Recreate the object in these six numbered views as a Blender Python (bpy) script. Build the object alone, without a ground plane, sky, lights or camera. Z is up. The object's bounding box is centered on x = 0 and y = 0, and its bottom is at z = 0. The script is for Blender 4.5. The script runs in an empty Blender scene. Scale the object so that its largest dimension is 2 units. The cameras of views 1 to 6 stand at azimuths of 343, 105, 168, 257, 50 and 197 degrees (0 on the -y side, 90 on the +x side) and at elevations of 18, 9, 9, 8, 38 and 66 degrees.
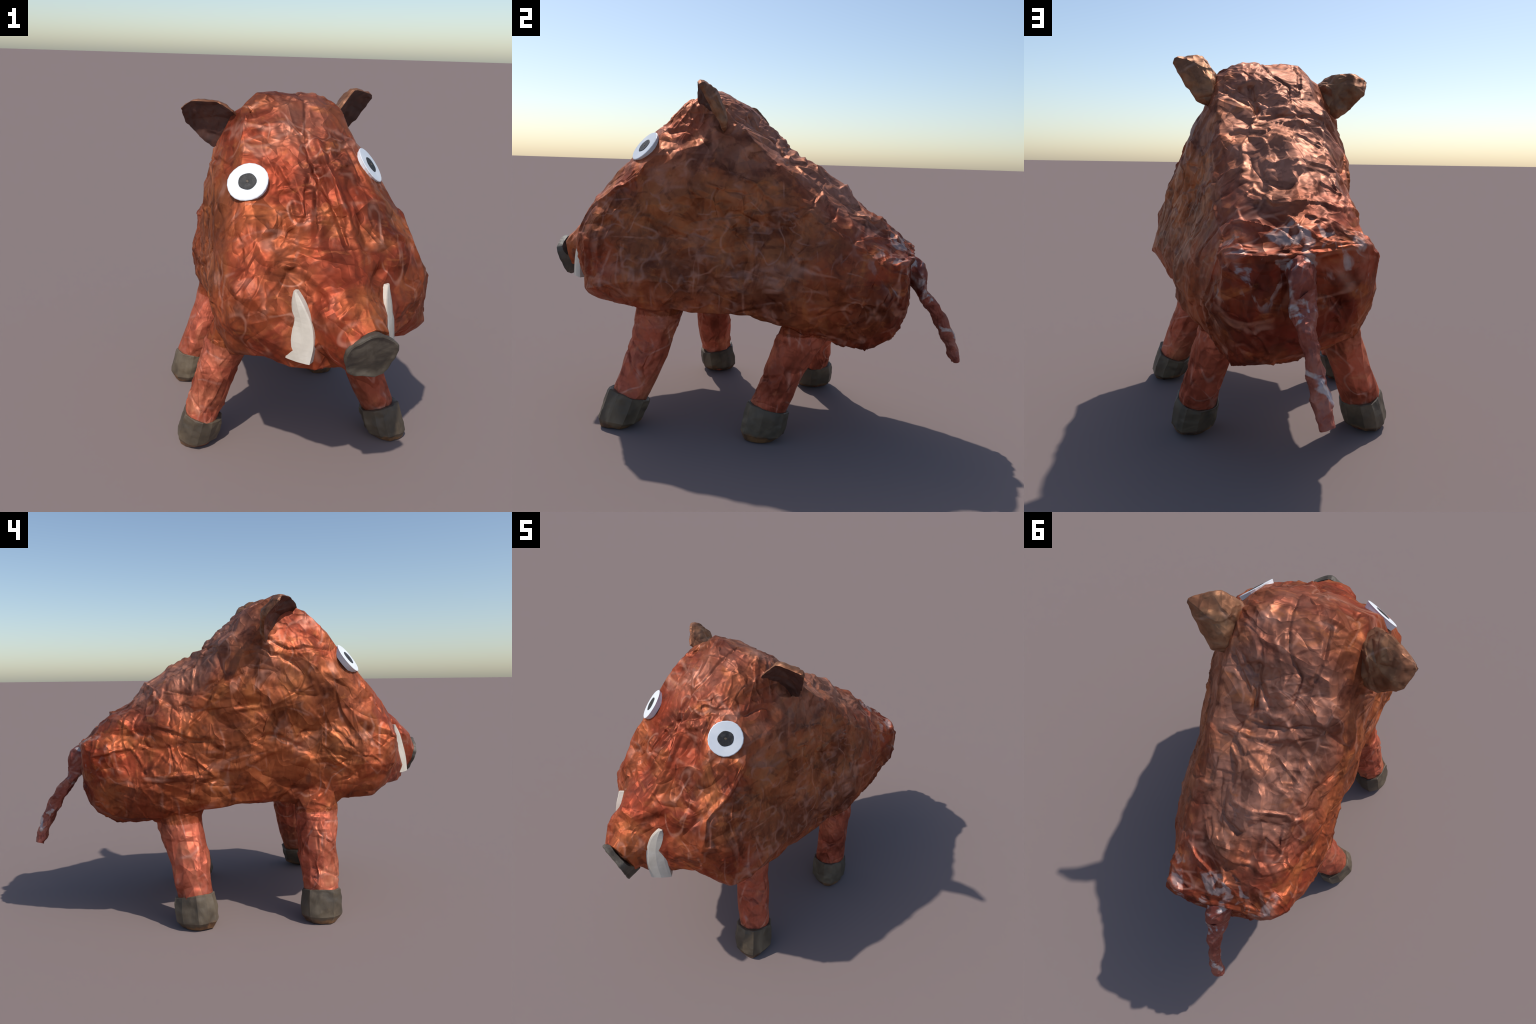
# A crumpled-paper boar: a body lofted through cross-sections and fused with legs,
# snout and tail, creased like foil wrapping, then divided into its anatomical parts.
import bpy, bmesh, math
import numpy as np
from mathutils import Vector, Matrix, noise
from mathutils.bvhtree import BVHTree

scene = bpy.context.scene
rng = np.random.default_rng(7)

# ------------------------------------------------------------------ helpers
def catmull(P, n, closed, round_=1.0):
    """Sample a cardinal curve through the rows of P; round_ 1 is soft, 0 is a polygon."""
    P = np.asarray(P, float)
    k = len(P)
    out = []
    for i in range(k if closed else k - 1):
        idx = [i - 1, i, i + 1, i + 2]
        if closed:
            a, b, c, d = (P[j % k] for j in idx)
        else:
            a, b, c, d = (P[min(max(j, 0), k - 1)] for j in idx)
        m0, m1 = (c - a) * 0.5, (d - b) * 0.5
        for s in range(n):
            t = s / n
            soft = (2 * t ** 3 - 3 * t * t + 1) * b + (t ** 3 - 2 * t * t + t) * m0 + (3 * t * t - 2 * t ** 3) * c + (t ** 3 - t * t) * m1
            out.append(round_ * soft + (1 - round_) * ((1 - t) * b + t * c))
    if not closed:
        out.append(P[-1])
    return np.array(out)

def tube_faces(rings, m, verts, faces, base):
    for i in range(rings - 1):
        for j in range(m):
            a = base + i * m + j
            b = base + i * m + (j + 1) % m
            faces.append((a, b, b + m, a + m))
    faces.append(tuple(base + j for j in range(m))[::-1])
    faces.append(tuple(base + (rings - 1) * m + j for j in range(m)))

def make_object(name, verts, faces, parent=None):
    me = bpy.data.meshes.new(name)
    me.from_pydata([tuple(v) for v in verts], [], faces)
    me.validate()
    bm = bmesh.new(); bm.from_mesh(me)
    bmesh.ops.recalc_face_normals(bm, faces=bm.faces)
    bm.to_mesh(me); bm.free()
    ob = bpy.data.objects.new(name, me)
    scene.collection.objects.link(ob)
    if parent is not None:
        ob.parent = parent
    return ob

def bake_modifiers(ob):
    dg = bpy.context.evaluated_depsgraph_get()
    me = bpy.data.meshes.new_from_object(ob.evaluated_get(dg))
    old = ob.data
    ob.modifiers.clear()
    ob.data = me
    bpy.data.meshes.remove(old)
    return ob

def get_co(me):
    co = np.empty(len(me.vertices) * 3, np.float64)
    me.vertices.foreach_get("co", co)
    return co.reshape(-1, 3)

def get_normals(me):
    n = np.empty(len(me.vertices) * 3, np.float32)
    me.vertices.foreach_get("normal", n)
    return n.reshape(-1, 3).astype(float)

def set_co(me, co):
    me.vertices.foreach_set("co", co.astype(np.float32).ravel())
    me.update()

def path_tube(path, m=20, spans=5):
    """Closed tube along control rows (x, y, z, radius_a, radius_b, twist)."""
    S = catmull(path, spans, False)
    V = []
    up = np.array([0.0, 0.15, 1.0])
    for i in range(len(S)):
        t = S[min(i + 1, len(S) - 1), :3] - S[max(i - 1, 0), :3]
        t /= np.linalg.norm(t)
        ref = np.array([1.0, 0, 0])
        a = ref - t * (ref @ t); a /= np.linalg.norm(a)
        b = np.cross(t, a)
        tw = S[i, 5]
        for j in range(m):
            w = 2 * math.pi * j / m + tw
            ca, cb = math.cos(w - tw) * S[i, 3], math.sin(w - tw) * S[i, 4]
            c, s = math.cos(tw), math.sin(tw)
            p = S[i, :3] + a * (ca * c - cb * s) + b * (ca * s + cb * c)
            V.append(p)
    F = []
    tube_faces(len(S), m, V, F, 0)
    return V, F

# piecewise-linear noise on a simplex lattice: flat facets meeting in sharp creases
def hash_value(i, j, k, seed):
    h = (i.astype(np.int64) * 374761393 + j.astype(np.int64) * 668265263
         + k.astype(np.int64) * 2147483647 + seed * 1274126177) & 0xFFFFFFFF
    h = ((h ^ (h >> 13)) * 1274126177) & 0xFFFFFFFF
    h = ((h ^ (h >> 16)) * 2246822519) & 0xFFFFFFFF
    h = h ^ (h >> 15)
    return (h & 0xFFFF) / 32767.5 - 1.0

def rotation(seed):
    q = np.random.default_rng(seed).normal(size=4)
    q /= np.linalg.norm(q)
    w, x, y, z = q
    return np.array([[1 - 2 * (y * y + z * z), 2 * (x * y - z * w), 2 * (x * z + y * w)],
                     [2 * (x * y + z * w), 1 - 2 * (x * x + z * z), 2 * (y * z - x * w)],
                     [2 * (x * z - y * w), 2 * (y * z + x * w), 1 - 2 * (x * x + y * y)]])

def smooth_noise(p, freq, seed):
    """Smooth value noise (trilinear with fade)."""
    q = p * freq
    b = np.floor(q).astype(np.int64)
    f = q - b
    f = f * f * (3 - 2 * f)
    r = 0
    for dx in (0, 1):
        for dy in (0, 1):
            for dz in (0, 1):
                w = (f[:, 0] if dx else 1 - f[:, 0]) * (f[:, 1] if dy else 1 - f[:, 1]) * (f[:, 2] if dz else 1 - f[:, 2])
                r = r + w * hash_value(b[:, 0] + dx, b[:, 1] + dy, b[:, 2] + dz, seed)
    return r

def facet_noise(p, size, seed, warp=0.35):
    p = p + warp * size * np.stack([smooth_noise(p, 0.6 / size, seed + s) for s in (11, 12, 13)], 1)
    q = (p @ rotation(seed).T) / size
    s = q.sum(1) / 3.0
    qs = q + s[:, None]
    b = np.floor(qs).astype(np.int64)
    f = qs - b
    order = np.argsort(-f, axis=1)
    fs = np.take_along_axis(f, order, 1)
    w = np.stack([1 - fs[:, 0], fs[:, 0] - fs[:, 1], fs[:, 1] - fs[:, 2], fs[:, 2]], 1)
    c = b.copy()
    r = w[:, 0] * hash_value(c[:, 0], c[:, 1], c[:, 2], seed)
    rows = np.arange(len(p))
    for k in range(3):
        c[rows, order[:, k]] += 1
        r = r + w[:, k + 1] * hash_value(c[:, 0], c[:, 1], c[:, 2], seed)
    return r

def crease_ridges(p, size, seed):
    """Thin raised creases along the zero lines of a warped facet noise."""
    a = facet_noise(p, size, seed, 0.6)
    gate = np.clip(smooth_noise(p, 0.5 / size, seed + 5) * 1.6 + 0.25, 0, 1)
    return np.clip(1 - np.abs(a) / 0.11, 0, 1) * gate

def seg_distance(p, A, B):
    A, B = np.array(A), np.array(B)
    d = B - A
    t = np.clip(((p - A) @ d) / (d @ d), 0, 1)
    return np.linalg.norm(p - (A + t[:, None] * d), axis=1), t

# ------------------------------------------------------------------ body form
# Cross-sections of head and trunk, nose to rump: y, then (x, z) pairs that run from the
# belly line up the left flank, over the back and down the right flank.
SECTIONS = [
    (-0.862, [(.02, .605), (.145, .612), (.168, .68), (.150, .78), (.105, .86), (.07, .900), (.03, .915), (-.02, .895), (-.06, .85), (-.105, .78), (-.135, .68), (-.11, .600)]),
    (-0.79, [(.02, .600), (.19, .615), (.245, .69), (.230, .80), (.165, .90), (.10, .945), (.045, .955), (-.05, .935), (-.12, .885), (-.20, .80), (-.235, .69), (-.18, .600)]),
    (-0.70, [(.03, .605), (.27, .635), (.385, .68), (.410, .80), (.33, .95), (.18, 1.005), (.07, 1.030), (-.08, 1.005), (-.25, .955), (-.340, .85), (-.365, .71), (-.27, .605)]),
    (-0.61, [(.03, .560), (.40, .570), (.495, .625), (.455, .83), (.378, 1.00), (.21, 1.105), (.08, 1.135), (-.08, 1.105), (-.28, 1.055), (-.38, .89), (-.390, .72), (-.345, .556)]),
    (-0.50, [(.02, .545), (.42, .555), (.510, .65), (.455, .87), (.375, 1.08), (.213, 1.235), (.08, 1.258), (-.06, 1.245), (-.28, 1.195), (-.395, .94), (-.395, .73), (-.345, .550)]),
    (-0.40, [(.02, .525), (.42, .548), (.507, .68), (.450, .89), (.350, 1.16), (.213, 1.330), (.09, 1.360), (-.06, 1.345), (-.27, 1.295), (-.375, 1.05), (-.385, .75), (-.325, .540)]),
    (-0.28, [(.02, .515), (.415, .543), (.480, .68), (.415, .93), (.320, 1.23), (.20, 1.440), (.09, 1.468), (-.07, 1.460), (-.22, 1.430), (-.350, 1.20), (-.362, .76), (-.310, .540)]),
    (-0.17, [(.02, .505), (.41, .545), (.455, .68), (.395, .95), (.318, 1.25), (.21, 1.450), (.107, 1.515), (-.135, 1.512), (-.245, 1.430), (-.335, 1.24), (-.345, .77), (-.300, .545)]),
    (-0.06, [(.02, .500), (.412, .545), (.440, .67), (.380, .95), (.313, 1.22), (.225, 1.41), (.10, 1.468), (-.12, 1.462), (-.22, 1.39), (-.315, 1.20), (-.328, .78), (-.285, .545)]),
    (0.08, [(.03, .490), (.412, .545), (.428, .66), (.338, .93), (.287, 1.13), (.248, 1.288), (.00, 1.350), (-.195, 1.30), (-.312, 1.12), (-.315, .95), (-.318, .74), (-.280, .54)]),
    (0.28, [(.05, .470), (.390, .530), (.408, .64), (.358, .86), (.290, 1.02), (.240, 1.115), (.03, 1.208), (-.155, 1.14), (-.236, 1.01), (-.268, .87), (-.310, .67), (-.280, .52)]),
    (0.46, [(.06, .430), (.29, .440), (.372, .63), (.335, .81), (.290, .92), (.203, .987), (.03, 1.088), (-.13, 1.03), (-.21, .93), (-.255, .81), (-.300, .65), (-.255, .48)]),
    (0.60, [(.08, .410), (.245, .410), (.335, .62), (.318, .76), (.290, .835), (.235, .885), (.02, .980), (-.11, .950), (-.195, .88), (-.235, .80), (-.250, .65), (-.185, .49)]),
    (0.70, [(.07, .460), (.22, .455), (.305, .63), (.305, .74), (.285, .80), (.22, .835), (.05, .878), (-.10, .88), (-.18, .85), (-.215, .79), (-.205, .67), (-.13, .53)]),
    (0.748, [(.06, .550), (.18, .540), (.275, .65), (.292, .74), (.278, .79), (.21, .81), (.05, .825), (-.09, .845), (-.15, .835), (-.175, .79), (-.155, .69), (-.08, .60)]),
    (0.760, [(.06, .60), (.15, .60), (.20, .66), (.23, .73), (.22, .775), (.18, .795), (.05, .808), (-.08, .825), (-.13, .815), (-.145, .77), (-.12, .70), (-.06, .65)]),
]

def trunk_mesh():
    P = np.array([[(x, y, z) for x, z in sec] for y, sec in SECTIONS])
    rings = np.stack([catmull(P[i], 5, True, 0.25) for i in range(len(P))])
    long = np.stack([catmull(rings[:, j], 5, False, 0.6) for j in range(rings.shape[1])], 1)
    n, m, _ = long.shape
    V = [v for row in long for v in row]
    F = []
    tube_faces(n, m, V, F, 0)
    return V, F

# limbs: rows of x, y, z, radius across, radius along, twist
FORELEG_R = [(-0.220, -0.360, 0.660, 0.104, 0.116, 0), (-0.295, -0.330, 0.490, 0.086, 0.101, 0), (-0.348, -0.318, 0.310, 0.081, 0.090, 0),
             (-0.405, -0.318, 0.120, 0.074, 0.079, 0), (-0.435, -0.311, 0.015, 0.074, 0.079, 0)]
FORELEG_L = [(0.246, -0.323, 0.660, 0.104, 0.126, 0), (0.290, -0.353, 0.490, 0.086, 0.106, 0), (0.347, -0.393, 0.290, 0.080, 0.091, 0),
             (0.408, -0.447, 0.120, 0.074, 0.079, 0), (0.440, -0.486, 0.015, 0.074, 0.079, 0)]
HINDLEG_R = [(-0.140, 0.352, 0.620, 0.100, 0.130, 0), (-0.212, 0.317, 0.440, 0.084, 0.108, 0), (-0.275, 0.284, 0.280, 0.078, 0.090, 0),
             (-0.335, 0.268, 0.120, 0.076, 0.082, 0), (-.365, .258, .015, .075, .080, 0)]
HINDLEG_L = [(0.184, 0.390, 0.600, 0.100, 0.130, 0), (0.252, 0.318, 0.440, 0.082, 0.100, 0), (0.302, 0.248, 0.280, 0.078, 0.085, 0),
             (0.339, 0.195, 0.120, 0.076, 0.082, 0), (.362, .17, .015, .075, .080, 0)]
LEGS = [("foreleg", FORELEG_R), ("foreleg", FORELEG_L), ("hindleg", HINDLEG_R), ("hindleg", HINDLEG_L)]

SNOUT = [(.02, -.72, .79, .16, .15, 0), (.022, -.82, .765, .155, .130, 0), (.034, -.885, .725, .122, .102, 0), (.045, -.920, .708, .096, .100, 0), (.05, -.942, .701, .087, .094, 0)]
TAIL = [(.05, .70, .74, .055, .075, 0), (.055, .765, .745, .048, .066, .3), (.058, .800, .690, .032, .054, .9), (.060, .822, .640, .024, .044, 1.6),
        (.058, .868, .585, .036, .024, 2.4), (.052, .905, .530, .022, .034, 3.2), (.046, .938, .465, .034, .022, 4.2), (.036, .962, .405, .023, .034, 5.0),
        (.028, .975, .365, .032, .020, 5.6), (.023, .984, .340, .026, .017, 6.0)]

# folds pressed into the paper: polyline, depth (positive sinks), half width
FOLDS = [
    ([(.17, -.13, 1.46), (.165, -.02, 1.36), (.15, .08, 1.27), (.14, .15, 1.22)], .022, .016),
    ([(.10, -.02, 1.42), (.10, .06, 1.34), (.085, .14, 1.27)], .020, .018),
    ([(-.11, -.16, 1.51), (-.12, -.06, 1.46), (-.10, .03, 1.38)], .014, .014),
    ([(.20, .19, 1.20), (.06, .21, 1.23), (-.10, .18, 1.25)], -.012, .02),
    ([(.05, .25, 1.20), (.0, .38, 1.12), (-.01, .50, 1.04)], -.016, .03),
    ([(-.2, -.42, 1.33), (-.08, -.42, 1.40), (.05, -.42, 1.42), (.16, -.40, 1.38)], -.010, .02),
    ([(.02, -.40, 1.38), (.05, -.52, 1.24), (.08, -.64, 1.11), (.09, -.76, 1.00), (.08, -.85, .92)], -.018, .022),
    ([(-.03, -.38, 1.38), (.00, -.50, 1.25), (.04, -.62, 1.12), (.05, -.74, 1.00)], .014, .018),
    ([(-.17, -.53, 1.18), (-.10, -.535, 1.19), (-.02, -.54, 1.19)], -.012, .014),
    ([(.15, -.36, 1.40), (.17, -.47, 1.28), (.20, -.58, 1.16)], .010, .014),
    ([(-.30, -.60, 1.00), (-.22, -.68, .95), (-.13, -.75, .95)], -.014, .018),
    ([(.20, -.70, .98), (.28, -.70, .90), (.36, -.69, .84)], .014, .018),
    ([(.42, -.35, .95), (.42, -.15, .88), (.40, .05, .90)], -.010, .014),
    ([(.36, -.20, 1.12), (.40, -.05, .95), (.43, .05, .75)], -.010, .014),
    ([(-.34, -.30, 1.10), (-.34, -.10, 1.00), (-.31, .10, .98)], -.010, .014),
    ([(-.28, .12, 1.08), (-.28, .28, .90), (-.30, .40, .72)], -.012, .016),
    ([(-.36, -.25, .85), (-.33, .05, .72), (-.30, .40, .68)], -.012, .018),
    ([(.12, -.52, 1.20), (.13, -.64, 1.08), (.13, -.74, .98)], .014, .022),
    ([(-.12, -.54, 1.20), (-.10, -.64, 1.10), (-.08, -.76, .99)], .010, .025),
    ([(-.23, -.60, 1.02), (-.10, -.70, 1.00), (.02, -.76, 1.01)], -.012, .02),
    ([(.18, -.62, 1.08), (.25, -.66, 1.02), (.34, -.64, 1.00)], -.014, .02),
    ([(.10, -.86, .88), (.16, -.78, .92), (.20, -.74, .95)], .022, .03),
    ([(-.08, -.86, .86), (-.13, -.79, .91), (-.16, -.75, .94)], .020, .03),
    ([(-.02, .775, .74), (-.05, .76, .66), (-.13, .72, .60)], .02, .03),
    ([(.305, .70, .79), (.25, .745, .80), (.10, .765, .80), (-.02, .765, .81), (-.16, .765, .835), (-.20, .71, .83)], -.018, .018),
]

def apply_folds(co, nr):
    d = np.zeros(len(co))
    for pts, depth, width in FOLDS:
        best = np.full(len(co), 9.0)
        for a, b in zip(pts[:-1], pts[1:]):
            best = np.minimum(best, seg_distance(co, a, b)[0])
        ends = np.clip(np.minimum(np.linalg.norm(co - np.array(pts[0]), axis=1), np.linalg.norm(co - np.array(pts[-1]), axis=1)) / (2.0 * width), 0.25, 1)
        d -= depth * np.clip(1 - best / width, 0, 1) * ends
    return co + nr * d[:, None]

def build_body():
    V, F = [], []
    for part in (trunk_mesh(), *(path_tube(p) for _, p in LEGS), path_tube(SNOUT)):
        o = len(V)
        V += list(part[0]); F += [tuple(i + o for i in f) for f in part[1]]
    ob = make_object("body_form", V, F)
    m = ob.modifiers.new("fuse", 'REMESH'); m.mode = 'VOXEL'; m.voxel_size = 0.0125; m.adaptivity = 0
    m = ob.modifiers.new("relax", 'SMOOTH'); m.factor = 0.5; m.iterations = 1
    bake_modifiers(ob)
    # broad dents of stretched paper
    co, nr = get_co(ob.data), get_normals(ob.data)
    thin = np.clip((co[:, 2] - .42) / .16, 0.45, 1) * np.clip((.80 - co[:, 1]) / .1, .3, 1)
    d = 0.010 * facet_noise(co, 0.20, 3) + 0.012 * facet_noise(co, 0.11, 5)
    for e, _ in EYES:
        thin *= np.clip((np.linalg.norm(co - np.array(e), axis=1) - .07) / .08, 0.0, 1)
    co = co + nr * (d * thin)[:, None]
    set_co(ob.data, co)
    # large flat facets
    m = ob.modifiers.new("facets", 'DECIMATE'); m.decimate_type = 'COLLAPSE'
    m.ratio = min(1.0, 2200 / max(1, len(ob.data.polygons) * 2))
    bake_modifiers(ob)
    m = ob.modifiers.new("fine", 'SUBSURF'); m.subdivision_type = 'SIMPLE'; m.levels = 4; m.render_levels = 4
    bake_modifiers(ob)
    # folds and star-shaped creases, then flat-faced crinkles in patches
    co, nr = get_co(ob.data), get_normals(ob.data)
    co = apply_folds(co, nr)
    calm = np.clip((.9 - co[:, 1]) / .1, .5, 1)
    d = long_creases(co)
    patch = np.clip(smooth_noise(co, 4.5, 77) * 1.4 + 0.75, 0.25, 1.3)
    d += patch * (0.0060 * facet_noise(co, 0.095, 21, 0.4) + 0.0010 * facet_noise(co, 0.034, 22, 0.5))
    calm *= np.clip((co[:, 2] - .10) / .10, 0, 1) * np.clip((co[:, 1] + .965) / .05, 0.1, 1)      # smooth under hooves and snout disc
    for rows in TUSKS:                       # and flat where the tusks are glued on
        for z, xa, ya, xb, yb in rows:
            c = np.array([(xa + xb) / 2, (ya + yb) / 2, z])
            calm *= np.clip((np.linalg.norm(co - c, axis=1) - .045) / .04, 0.0, 1)
    for e, _ in EYES:
        calm *= np.clip((np.linalg.norm(co - np.array(e), axis=1) - .10) / .04, 0.0, 1)
    co = co + nr * (d * calm)[:, None]
    co[:, 2] = np.maximum(co[:, 2], 0.006)
    set_co(ob.data, co)
    return ob

EYES = [((.257, -.432, 1.25), (.52, -.62, .58)), ((-.259, -.482, 1.205), (-.46, -.72, .52))]
TUSKS = [
    [(.640, -.194, -.800, -.130, -.872), (.71, -.181, -.806, -.118, -.868), (.78, -.170, -.790, -.120, -.848), (.84, -.172, -.778, -.140, -.818), (.883, -.166, -.774, -.158, -.782)],
    [(.618, .236, -.786, .174, -.860), (.70, .227, -.790, .161, -.862), (.78, .217, -.786, .156, -.848), (.84, .204, -.774, .162, -.822), (.880, .193, -.772, .180, -.786)],
]

CREASE_LAYERS = [
    # facet size, seed, direction the creases run along, stretch, height, half width
    (.180, 31, (.2, .3, 1.0), 2.6, .0085, .080),
    (.160, 37, (.1, 1.0, .2), 2.4, -.0090, .080),
    (.130, 41, (.6, -.5, .6), 2.2, .0070, .090),
    (.090, 43, (-.5, .6, .7), 2.4, .0055, .11),
    (.080, 47, (1.0, .2, -.1), 2.2, -.0050, .12),
    (.050, 53, (.3, .8, .6), 2.0, .0022, .16),
]

def long_creases(p):
    """Layers of long straight creases, each in its own patches of the wrapping."""
    d = np.zeros(len(p))
    for size, seed, t, stretch, h, half in CREASE_LAYERS:
        t = np.array(t) / np.linalg.norm(t)
        q = p - np.outer(p @ t, t) * (1 - 1 / stretch)
        a = facet_noise(q, size, seed, 0.55)
        gate = np.clip(smooth_noise(p, 0.36 / size, seed + 5) * 2.4 + 0.05, 0, 1)
        flank = np.where(a > 0, a / (half * 2.4), -a / half)          # one flank steeper
        crest = np.clip(1 - flank, 0, 1)
        d += h * gate * crest
    return d

def leg_coordinate(p, path):
    """Distance of each point to the leg axis below the belly."""
    best = np.full(len(p), 9.0)
    for a, b in zip(path[1:-1], path[2:]):
        best = np.minimum(best, seg_distance(p, a[:3], b[:3])[0])
    return best

def split_body(ob, root):
    """Divide the fused surface into anatomical parts that share borders and normals."""
    me = ob.data
    co, nr = get_co(me), get_normals(me)
    quads = np.empty(len(me.loops), np.int32)
    me.loops.foreach_get("vertex_index", quads)
    quads = quads.reshape(-1, 4)
    cen = co[quads].mean(1)
    label = np.full(len(quads), 0)
    label[cen[:, 1] < -0.20 + 0.0 * cen[:, 0]] = 1                      # head
    dist_snout = np.linalg.norm((cen - np.array([.035, -.93, .74])) * [1, .9, 1], axis=1)
    label[(cen[:, 1] < -0.865) & (dist_snout < .19)] = 2                 # snout
    for k, (_, path) in enumerate(LEGS):
        d = leg_coordinate(cen, path)
        top = 0.50 if k < 2 else 0.46
        label[(d < 0.15) & (cen[:, 2] < top)] = 3 + k
    names = ["torso", "head", "snout", "foreleg", "foreleg", "hindleg", "hindleg"]
    parts = []
    for k, nm in enumerate(names):
        idx = np.nonzero(label == k)[0]
        if not len(idx):
            continue
        used, inv = np.unique(quads[idx].ravel(), return_inverse=True)
        m2 = bpy.data.meshes.new(nm)
        m2.from_pydata(co[used].tolist(), [], inv.reshape(-1, 4).tolist())
        m2.polygons.foreach_set("use_smooth", [True] * len(m2.polygons))
        m2.normals_split_custom_set_from_vertices(nr[used].tolist())
        o2 = bpy.data.objects.new(nm, m2)
        scene.collection.objects.link(o2)
        o2.parent = root
        parts.append(o2)
    return parts

def crumple(ob, facets, amp, levels, size=0.05, seed=40, sharp=28):
    """Facet a closed mesh like stiff paper, then add fine creases."""
    m = ob.modifiers.new("facets", 'DECIMATE')
    m.ratio = min(1.0, facets / max(1, len(ob.data.polygons) * 2))
    m = ob.modifiers.new("fine", 'SUBSURF'); m.subdivision_type = 'SIMPLE'; m.levels = levels; m.render_levels = levels
    bake_modifiers(ob)
    co, nr = get_co(ob.data), get_normals(ob.data)
    co = co + nr * (amp * facet_noise(co, size, seed, 0.6) + 0.4 * amp * facet_noise(co, size * .45, seed + 1, 0.6))[:, None]
    set_co(ob.data, co)
    ob.data.polygons.foreach_set("use_smooth", [True] * len(ob.data.polygons))
    ob.data.set_sharp_from_angle(angle=math.radians(sharp))

# ------------------------------------------------------------------ materials
class Nodes:
    def __init__(self, name):
        self.mat = bpy.data.materials.new(name)
        self.mat.use_nodes = True
        self.t = self.mat.node_tree
        self.bsdf = self.t.nodes["Principled BSDF"]
        self.coord = self.t.nodes.new("ShaderNodeTexCoord").outputs["Object"]

    def link(self, a, b):
        self.t.links.new(a, b)

    def mapping(self, scale=(1, 1, 1), loc=(0, 0, 0), rot=(0, 0, 0), vec=None):
        n = self.t.nodes.new("ShaderNodeMapping")
        n.inputs["Scale"].default_value = scale
        n.inputs["Location"].default_value = loc
        n.inputs["Rotation"].default_value = rot
        self.link(vec or self.coord, n.inputs["Vector"])
        return n.outputs[0]

    def noise(self, scale, detail=4, rough=0.55, dist=0.0, vec=None, kind=None, out="Fac"):
        n = self.t.nodes.new("ShaderNodeTexNoise")
        if kind:
            n.noise_type = kind
        n.inputs["Scale"].default_value = scale
        n.inputs["Detail"].default_value = detail
        n.inputs["Roughness"].default_value = rough
        n.inputs["Distortion"].default_value = dist
        self.link(vec or self.coord, n.inputs["Vector"])
        return n.outputs[out]

    def voronoi(self, scale, feature='F1', out="Distance", vec=None, rand=1.0):
        n = self.t.nodes.new("ShaderNodeTexVoronoi")
        n.feature = feature
        n.inputs["Scale"].default_value = scale
        n.inputs["Randomness"].default_value = rand
        self.link(vec or self.coord, n.inputs["Vector"])
        return n.outputs[out]

    def warped(self, amount, scale, stretch=None, rot=(0, 0, 0)):
        c = self.noise(scale, 2, out="Color")
        m = self.t.nodes.new("ShaderNodeVectorMath"); m.operation = 'MULTIPLY_ADD'
        self.link(c, m.inputs[0])
        m.inputs[1].default_value = (amount,) * 3
        self.link(self.coord, m.inputs[2])
        if stretch:
            return self.mapping(stretch, rot=rot, vec=m.outputs[0])
        return m.outputs[0]

    def ramp(self, fac, stops, interp='LINEAR'):
        n = self.t.nodes.new("ShaderNodeValToRGB")
        n.color_ramp.interpolation = interp
        e = n.color_ramp.elements
        while len(e) < len(stops):
            e.new(0.5)
        for el, (pos, col) in zip(e, stops):
            el.position = pos
            el.color = (*col, 1) if len(col) == 3 else col
        self.link(fac, n.inputs[0])
        return n.outputs[0]

    def step(self, fac, lo, hi):
        n = self.t.nodes.new("ShaderNodeMapRange")
        n.interpolation_type = 'SMOOTHSTEP'
        n.inputs["From Min"].default_value = lo
        n.inputs["From Max"].default_value = hi
        self.link(fac, n.inputs["Value"])
        return n.outputs[0]

    def math(self, op, a, b=None):
        n = self.t.nodes.new("ShaderNodeMath"); n.operation = op
        for i, v in enumerate((a, b)):
            if v is None:
                continue
            if isinstance(v, (int, float)):
                n.inputs[i].default_value = v
            else:
                self.link(v, n.inputs[i])
        return n.outputs[0]

    def mix(self, fac, a, b, mode='MIX'):
        n = self.t.nodes.new("ShaderNodeMix"); n.data_type = 'RGBA'; n.blend_type = mode
        for s, v in ((n.inputs[0], fac), (n.inputs[6], a), (n.inputs[7], b)):
            if isinstance(v, (int, float)):
                s.default_value = v
            elif isinstance(v, tuple):
                s.default_value = (*v, 1)
            else:
                self.link(v, s)
        return n.outputs[2]

    def bump(self, h, strength, dist, prev=None):
        n = self.t.nodes.new("ShaderNodeBump")
        n.inputs["Strength"].default_value = strength
        n.inputs["Distance"].default_value = dist
        self.link(h, n.inputs["Height"])
        if prev is not None:
            self.link(prev, n.inputs["Normal"])
        return n.outputs[0]

    def finish(self, color, rough=None, normal=None, **kw):
        if isinstance(color, tuple):
            self.bsdf.inputs["Base Color"].default_value = (*color, 1)
        else:
            self.link(color, self.bsdf.inputs["Base Color"])
        if rough is not None:
            if isinstance(rough, (int, float)):
                self.bsdf.inputs["Roughness"].default_value = rough
            else:
                self.link(rough, self.bsdf.inputs["Roughness"])
        if normal is not None:
            self.link(normal, self.bsdf.inputs["Normal"])
        for k, v in kw.items():
            self.bsdf.inputs[k.replace("_", " ")].default_value = v
        return self.mat

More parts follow.
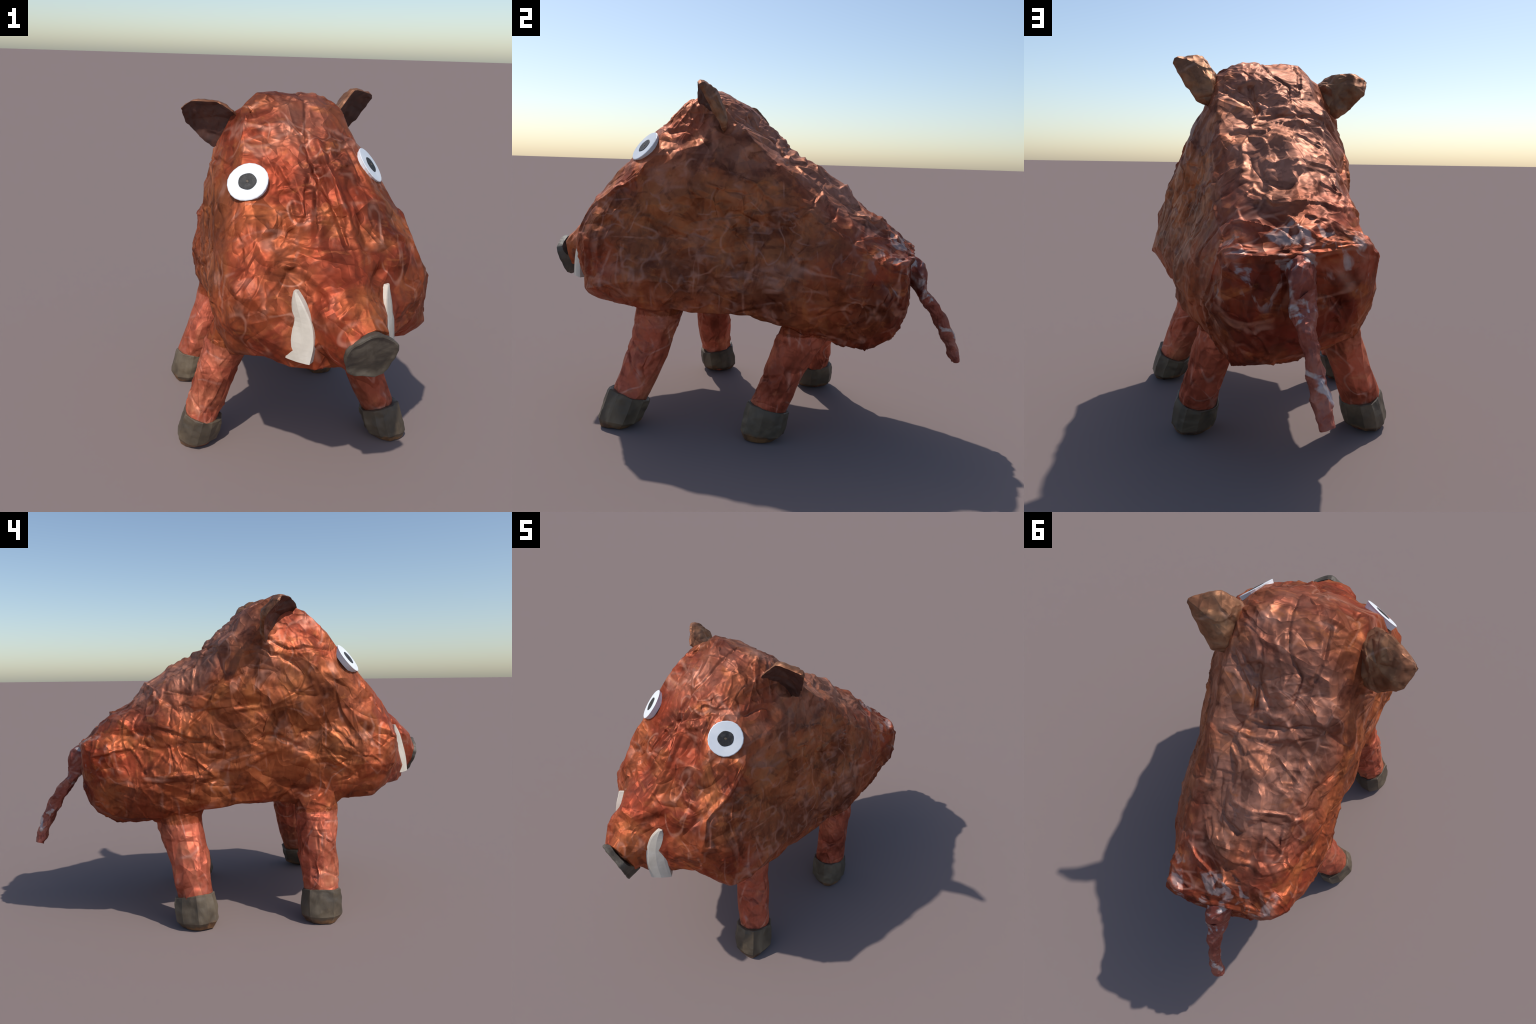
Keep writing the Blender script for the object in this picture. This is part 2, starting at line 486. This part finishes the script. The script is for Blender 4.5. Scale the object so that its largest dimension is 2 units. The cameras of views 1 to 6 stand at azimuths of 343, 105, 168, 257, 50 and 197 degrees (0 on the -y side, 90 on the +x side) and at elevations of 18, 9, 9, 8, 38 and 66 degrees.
def crumple_normal(n, cells):
    """Tilt the shading normal by a random amount per warped cell: flat foil facets with sharp borders."""
    geo = n.t.nodes.new("ShaderNodeNewGeometry").outputs["Normal"]
    cur = geo
    for scale, warp, wscale, stretch, rot, k in cells:
        c = n.voronoi(scale, 'F1', "Color", n.warped(warp, wscale, stretch, rot))
        m = n.t.nodes.new("ShaderNodeVectorMath"); m.operation = 'SUBTRACT'
        n.link(c, m.inputs[0]); m.inputs[1].default_value = (.5, .5, .5)
        m2 = n.t.nodes.new("ShaderNodeVectorMath"); m2.operation = 'MULTIPLY_ADD'
        n.link(m.outputs[0], m2.inputs[0]); m2.inputs[1].default_value = (k, k, k); n.link(cur, m2.inputs[2])
        cur = m2.outputs[0]
    m = n.t.nodes.new("ShaderNodeVectorMath"); m.operation = 'NORMALIZE'
    n.link(cur, m.inputs[0])
    return m.outputs[0]

def fold_field(n, scale, off, detail=1.5, dist=0.5, stretch=(1, 1, 1), rot=(0, 0, 0)):
    """1 on the crest of a fold, falling away on both sides: sharp creases in stretched paper."""
    v = n.noise(scale, detail, 0.5, dist, n.mapping(stretch, (off, -off * .6, off * .3), rot))
    f = n.math('SUBTRACT', 1.0, n.math('MULTIPLY', n.math('ABSOLUTE', n.math('SUBTRACT', v, 0.5)), 5.0))
    return n.math('POWER', n.math('MAXIMUM', f, 0.0), 1.6)

def blob(n, center, radii, soft=0.35, wobble=0.25):
    """1 inside an ellipsoid with a ragged border, 0 outside."""
    mp = n.mapping(tuple(1 / r for r in radii), tuple(-c / r for c, r in zip(center, radii)))
    ln = n.t.nodes.new("ShaderNodeVectorMath"); ln.operation = 'LENGTH'
    n.link(mp, ln.inputs[0])
    d = n.math('ADD', ln.outputs["Value"], n.math('MULTIPLY', n.math('SUBTRACT', n.noise(6, 4), 0.5), wobble * 4))
    return n.math('SUBTRACT', 1.0, n.step(d, 1 - soft, 1 + soft))

def paper_material(name, dark, mid, warm, pale, zones=(), pale_patches=0.0):
    n = Nodes(name)
    broad = n.noise(3.4, 5, 0.6, 0.7)
    color = n.ramp(broad, [(0.32, tuple(.5 * (p + q) for p, q in zip(dark, mid))), (0.46, mid), (0.60, mid), (0.76, warm)])
    for center, radii, tint, amount, soft in zones:
        k = n.math('MULTIPLY', blob(n, center, radii, soft), amount)
        tone = n.ramp(broad, [(0.32, tuple(c * .75 for c in tint)), (0.5, tint), (0.74, tuple(min(1, c * 1.35) for c in tint))])
        color = n.mix(k, color, tone)
    # crumple shading painted facet by facet: lit ones warmer, shaded ones darker
    for sc, wp, ws, stretch, rot, a1, a2 in (
            (6.0, .22, 5.0, (1.0, .5, .8), (.5, .3, .9), .42, .50),
            (11.0, .14, 7.0, (.5, 1.0, .7), (1.1, .6, .2), .26, .30)):
        cell = n.voronoi(sc, 'SMOOTH_F1', "Color", n.warped(wp, ws, stretch, rot))
        sep = n.t.nodes.new("ShaderNodeSeparateColor"); n.link(cell, sep.inputs[0])
        color = n.mix(n.math('MULTIPLY', n.step(sep.outputs[0], .4, .9), a1), color, warm)
        color = n.mix(n.math('MULTIPLY', n.step(sep.outputs[1], .4, .9), a2), color, dark)
    # elongated streaks in three directions some darker
    for k, (sc, stretch, rot) in enumerate(((8.0, (1.0, .40, .7), (.5, .9, .3)), (9.0, (.55, 1.0, .4), (1.2, .2, .8)), (15.0, (.45, .9, 1.0), (.3, .5, 1.3)))):
        streak = n.noise(sc, 5, 0.58, 0.9, n.mapping(stretch, (k * 3.3,) * 3, rot))
        color = n.mix(n.math('MULTIPLY', n.step(streak, 0.56, 0.72), (.22, .48, .45)[k]), color, (pale, warm, warm)[k])
        color = n.mix(n.math('MULTIPLY', n.step(streak, 0.46, 0.32), 0.52), color, dark)
    # specular highlights on short straight creases, drawn as pale lines in the colour
    for k, (sc, stretch, rot) in enumerate(((9.0, (1.0, .22, .9), (.4, .2, .9)), (10.0, (.22, 1.0, .8), (1.0, .5, .1)), (9.0, (.9, 1.0, .22), (.5, .8, .3)))):
        f = fold_field(n, sc, 2.0 + 3.1 * k, 0.6, 0.1, stretch, rot)
        gate = n.step(n.noise(6.0, 2, vec=n.mapping(loc=(k * 2.7, 1.0, -k * 1.9))), .52, .64)
        color = n.mix(n.math('MULTIPLY', n.math('MULTIPLY', n.step(f, .74, .98), gate), .34), color, pale)
    if zones:                                # left flank lies in shade: mauve crease highlights painted to show its relief
        flank = blob(n, (.50, -.05, .80), (.34, .80, .42), .35)
        for k, (sc, stretch, rot) in enumerate(((8.0, (1.0, .30, .9), (.7, .0, .3)), (12.0, (1.0, .9, .30), (.9, .1, .2)), (16.0, (1.0, .35, .7), (-.6, .2, .1)))):
            f = fold_field(n, sc, 11.0 + 2.3 * k, 1.5, 0.3, stretch, rot)
            gate = n.step(n.noise(7.0, 2, vec=n.mapping(loc=(-k * 3.7, 2.0, k * 2.9))), .50, .62)
            m = n.math('MULTIPLY', n.math('MULTIPLY', n.step(f, .70, .98), gate), n.math('MULTIPLY', flank, .30))
            color = n.mix(m, color, (.50, .26, .20))
    f1 = fold_field(n, 4.5, 1.3, 2.0, 0.4, (1, .8, .6), (.4, .2, .9))
    f2 = fold_field(n, 9.0, 4.1, 2.0, 0.6, (.7, 1, .6), (1.0, .5, .1))
    f3 = fold_field(n, 6.5, 8.7, 1.5, 0.5, (1, .55, 1), (.2, 1.1, .5))
    if pale_patches:
        patch = n.step(n.noise(9.0, 3, 0.5, 1.5), 0.52, 0.62)
        color = n.mix(n.math('MULTIPLY', patch, pale_patches), color, (.48, .42, .41))
    elif zones:
        rim = n.math('MULTIPLY', blob(n, (.06, .74, .78), (.30, .16, .14), .3), n.step(n.noise(9.0, 3, 0.5, 1.5), 0.54, 0.64))
        color = n.mix(n.math('MULTIPLY', rim, 0.65), color, (.46, .36, .33))
    grain = n.noise(70, 3, 0.6)
    color = n.mix(0.22, color, n.ramp(grain, [(0.25, (.55, .55, .55)), (0.75, (1.25, 1.2, 1.2))]), 'MULTIPLY')
    nrm = crumple_normal(n, [(7.5, .16, 5.0, (1.0, .5, .8), (.5, .3, .9), .32), (12.0, .10, 7.0, (.5, 1.0, .7), (1.1, .6, .2), .26)])
    b = n.bump(f1, 0.50, 0.022, nrm)
    b = n.bump(f2, 0.36, 0.012, b)
    b = n.bump(n.math('SUBTRACT', 1.0, f3), 0.42, 0.014, b)
    rough = n.ramp(n.noise(12, 3), [(0.3, (.46,) * 3), (0.7, (.60,) * 3)])
    return n.finish(color, rough, b, Specular_IOR_Level=0.40, Metallic=0.5, Specular_Tint=(1.0, .72, .58, 1.0))

ZONES = [((-.40, .00, .90), (.20, .60, .42), (.43, .118, .040), .75, .4),      # orange right flank
         ((.48, .05, .90), (.30, .60, .40), (.34, .130, .058), .68, .4),       # olive brown left flank
         ((.03, .30, 1.28), (.30, .66, .42), (.42, .190, .125), .85, .35),     # tan brown back
         ((.08, .80, .58), (.42, .12, .20), (.17, .018, .010), 1.0, .2)]       # deep red rump
BODY = paper_material("copper_paper", (.080, .016, .009), (.330, .052, .021), (.53, .165, .052), (.62, .30, .21), ZONES)
EARM = paper_material("olive_brown_paper", (.09, .032, .017), (.30, .125, .065), (.46, .24, .12), (.60, .36, .25))
LEG = paper_material("red_copper_paper", (.19, .038, .021), (.51, .116, .064), (.64, .24, .12), (.74, .42, .33))  # base colour lowered a little to match the shading on the legs
TAILM = paper_material("shiny_copper_paper", (.16, .03, .022), (.32, .09, .065), (.45, .18, .13), (.58, .36, .30), pale_patches=0.85)

def plain_material(name, a, b, c, scale=9, rough=0.55, bump=0.4):
    n = Nodes(name)
    col = n.ramp(n.noise(scale, 5, 0.6, 0.6), [(0.28, a), (0.5, b), (0.74, c)])
    nrm = n.bump(n.noise(18, 4, 0.6), bump, 0.008)
    return n.finish(col, rough, nrm)

def hoof_material():
    n = Nodes("hoof_paper")
    col = n.ramp(n.noise(8, 5, 0.6, 0.6, n.mapping((1, 1, .6))), [(0.28, (.042, .032, .022)), (0.5, (.095, .068, .042)), (0.74, (.19, .145, .092))])
    # bare brown card where the sole has worn through
    sep = n.t.nodes.new("ShaderNodeSeparateXYZ"); n.link(n.coord, sep.inputs[0])
    h = n.math('ADD', sep.outputs["Z"], n.math('MULTIPLY', n.math('SUBTRACT', n.noise(11, 4), .5), .09))
    worn = n.step(h, .032, .014)
    col = n.mix(n.math('MULTIPLY', worn, .8), col, n.ramp(n.noise(20, 4), [(.35, (.06, .025, .014)), (.65, (.27, .125, .045))]))
    nrm = n.bump(n.noise(22, 4, 0.6), .3, 0.006)
    return n.finish(col, .55, nrm)
HOOF = hoof_material()
DISC = plain_material("snout_disc_paper", (.030, .024, .018), (.068, .053, .037), (.14, .115, .085), 12)
EAR_IN = plain_material("ear_hollow_dark_brown", (.035, .015, .011), (.070, .026, .018), (.13, .05, .03), 9)
TUSK = plain_material("tusk_card", (.50, .44, .36), (.60, .53, .44), (.68, .62, .54), 7, 0.6, 0.15)
WHITE = plain_material("eye_white_card", (.66, .70, .74), (.76, .78, .80), (.84, .85, .86), 6, 0.5, 0.1)
PUPIL = plain_material("pupil_ink", (.006, .006, .006), (.014, .013, .013), (.06, .058, .056), 45, 0.6, 0.3)

# ------------------------------------------------------------------ assemble
root = bpy.data.objects.new("paper_boar", None)
scene.collection.objects.link(root)
root["label"] = "crumpled copper paper boar with tusks and googly eyes"
root["category"] = "animal sculpture"

body = build_body()
tree = BVHTree.FromPolygons([tuple(v.co) for v in body.data.vertices], [tuple(p.vertices) for p in body.data.polygons])
parts = split_body(body, root)
by = {}
for p in parts:
    by.setdefault(p.name.split(".")[0], []).append(p)
    base = p.name.split(".")[0]
    p.data.materials.append(LEG if base in ("foreleg", "hindleg") else BODY)
bpy.data.objects.remove(body)

# hooves: paper cuffs round the leg ends
for (nm, path), leg in zip(LEGS, by["foreleg"] + by["hindleg"]):
    foot, ankle = np.array(path[-1][:3]), np.array(path[-2][:3])
    foot = foot.copy(); foot[2] = 0.0
    ax = ankle - foot; ax /= ax[2]
    rows = [(0.0, .062), (0.003, .072), (.030, .094), (.075, .097), (.118, .092), (.136, .090), (.139, .086), (.137, .064)]
    jit = rng.normal(0, .16, 11); rad = rng.normal(1, .035, 11)
    V, F = [], []
    m = 11
    lean = np.array([ax[0], ax[1], 0.0])
    for z, r in rows:
        c = foot + ax * z
        for j in range(m):
            w = 2 * math.pi * (j + jit[j]) / m
            k = rad[j] * (1 + 0.04 * math.sin(3 * w + foot[0] * 9))
            dx, dy = r * .97 * k * math.cos(w), r * 1.04 * k * math.sin(w)
            tilt = -(lean[0] * dx + lean[1] * dy) * (0.9 if z > .1 else 0.25 if z > .02 else 0)   # cuff is cut square to the leg
            V.append((c[0] + dx, c[1] + dy, z + tilt))
    tube_faces(len(rows), m, V, F, 0)
    h = make_object("hoof", V, F, leg)
    crumple(h, 190, .0042, 3, .055, 60 + int(foot[1] * 10), 16)
    co = get_co(h.data); co[:, 2] = np.maximum(co[:, 2], 0.0); set_co(h.data, co)
    h.data.materials.append(HOOF)

# tail: a twisted paper rope
V, F = path_tube(TAIL, 16, 6)
t = make_object("tail", V, F, root)
crumple(t, 520, .004, 3, .03, 70, 22)
t.data.materials.append(TAILM)

# snout disc
c = np.array([.050, -.964, .70]); ax = np.array([-.05, -.95, -.30]); ax /= np.linalg.norm(ax)
a = np.array([1, 0, 0]) - ax * ax[0]; a /= np.linalg.norm(a); b = np.cross(ax, a)
V, F = [], []
m = 28
rows = [(-.02, .086), (.0, .092), (.008, .093), (.011, .088), (.007, .076), (.008, .03)]
for off, r in rows:
    for j in range(m):
        w = 2 * math.pi * j / m
        k = 1 + .05 * math.sin(2 * w + 1) + .04 * math.sin(5 * w)
        low = max(0.0, -float((a * math.cos(w) + b * math.sin(w)) @ np.array([-.45, 0, .89])))
        k += .22 * low ** 10              # torn flap under the disc
        back = .045 * max(0.0, -float((a * math.cos(w) + b * math.sin(w)) @ np.array([-.3, 0, .95]))) if off < -.01 else 0.0
        V.append(c + ax * (off - back) + (a * math.cos(w) * r + b * math.sin(w) * r * 1.06) * k)
tube_faces(len(rows), m, V, F, 0)
d = make_object("snout_disc", V, F, by["snout"][0])
crumple(d, 320, .003, 2, .04, 80)
d.data.materials.append(DISC)

# ears: cupped flaps; rim outline from the root over the tip back to the root
EARS = [
    [(.205, -.175, 1.42), (.228, -.195, 1.462), (.293, -.168, 1.530), (.345, -.145, 1.525), (.402, -.116, 1.508), (.395, -.10, 1.470), (.372, -.082, 1.425), (.315, -.048, 1.340), (.25, -.06, 1.31), (.215, -.11, 1.36)],
    [(-.21, -.20, 1.40), (-.26, -.237, 1.445), (-.310, -.200, 1.480), (-.360, -.160, 1.480), (-.406, -.127, 1.478), (-.445, -.103, 1.45), (-.412, -.050, 1.390), (-.36, -.055, 1.33), (-.303, -.075, 1.288), (-.24, -.12, 1.28)],
]
for cor in EARS:
    P = catmull(cor, 4, True, 0.5)
    ctr = P.mean(0)
    _, _, vt = np.linalg.svd(P - ctr)
    nrm = vt[2] if vt[2][1] > 0 else -vt[2]          # towards the back
    m = len(P)
    V, F = [], []
    rows = [(0.06, .022), (.35, .019), (.7, .009), (.93, -.001), (1.0, -.004), (1.0, .007), (.93, .020), (.7, .042), (.35, .056), (.06, .060)]
    for r, off in rows:
        for q in P:
            V.append(ctr + (q - ctr) * r + nrm * off)
    tube_faces(len(rows), m, V, F, 0)
    e = make_object("ear", V, F, by["head"][0])
    crumple(e, 200, .006, 3, .045, 90, 24)
    e.data.materials.append(EARM)
    e.data.materials.append(EAR_IN)
    for p in e.data.polygons:                        # the hollow of the ear
        if p.normal.dot(Vector(nrm)) < -0.55:
            p.material_index = 1

def on_surface(p, normal=None):
    hit, nr, _, _ = tree.find_nearest(Vector(p))
    return np.array(hit), np.array(nr)

def disc_rings(center, ax, rows, m, wob=0.0, seed=0):
    ax = ax / np.linalg.norm(ax)
    a = np.cross(ax, [0, 0, 1]); a /= np.linalg.norm(a); b = np.cross(ax, a)
    V, F = [], []
    for off, r in rows:
        for j in range(m):
            w = 2 * math.pi * j / m
            k = 1 + wob * (math.sin(2 * w + seed) + .6 * math.sin(5 * w + 2 * seed))
            V.append(center + ax * off + (a * math.cos(w) + b * math.sin(w)) * r * k)
    tube_faces(len(rows), m, V, F, 0)
    return V, F

def fit_plane(p, ax, radius):
    """Plane of best fit to the body surface around p, seen along ax."""
    ax = ax / np.linalg.norm(ax)
    a = np.cross(ax, [0, 0, 1]); a /= np.linalg.norm(a); b = np.cross(ax, a)
    hits = []
    for r in (0, .5, 1.0):
        for w in range(12):
            q = p + (a * math.cos(w * math.pi / 6) + b * math.sin(w * math.pi / 6)) * radius * r + ax * .15
            h = tree.ray_cast(Vector(q), Vector(-ax), .4)[0]
            if h is not None:
                hits.append(np.array(h))
    H = np.array(hits)
    c = H.mean(0)
    _, _, vt = np.linalg.svd(H - c)
    n = vt[2] if vt[2] @ ax > 0 else -vt[2]
    lift = np.percentile((H - c) @ n, 90)
    on_axis = p - n * ((p - c) @ n)
    return on_axis + n * lift, n

for s, (p, ax) in enumerate(EYES):
    p, ax = np.array(p), np.array(ax)
    ax /= np.linalg.norm(ax)
    fp, fn = fit_plane(p, ax, .08)
    ax = fn * .85 + ax * .15; ax /= np.linalg.norm(ax)
    p = .2 * p + .8 * fp + ax * .002
    V, F = disc_rings(p, ax, [(-.022, .073), (.000, .0775), (.004, .079), (.006, .076), (.0065, .04), (.0065, .01)], 22, .014, s)
    e = make_object("eye", V, F, root)
    e.data.materials.append(WHITE)
    V, F = disc_rings(p, ax, [(.002, .033), (.0075, .035), (.0085, .033), (.0085, .008), (.0078, .005)], 24, .035, s + 1)
    q = make_object("pupil", V, F, e)
    q.data.materials.append(PUPIL)
    V, F = disc_rings(p, ax, [(.006, .0055), (.0093, .0055), (.0096, .004)], 10, .12, s + 2)
    g = make_object("pupil_glint", V, F, e)
    g.data.materials.append(HOOF)

# tusks: curved card wedges laid on the face, broad at the mouth and pointed above
# rows: z, then (x, y) of the cheek edge and (x, y) of the snout edge
for s, path in enumerate(TUSKS):
    S = catmull(path, 4, False)
    sx = -1 if s == 0 else 1
    V, F = [], []
    for z, xa, ya, xb, yb in S:
        A, B = np.array([xa, ya, z]), np.array([xb, yb, z])
        d = (B - A) / max(1e-6, np.linalg.norm(B - A))
        outn = np.cross(d, [0, 0, 1]); outn = outn * (1 if outn[0] * sx > 0 else -1)
        for (u, v) in ((0, -.05), (0, .009), (.12, .012), (.5, .015), (.88, .012), (1, .009), (1, -.05)):
            V.append(A + (B - A) * u + outn * v)
    tube_faces(len(S), 7, V, F, 0)
    t = make_object("tusk", V, F, by["head"][0])
    t.data.materials.append(TUSK)

bpy.context.view_layer.update()
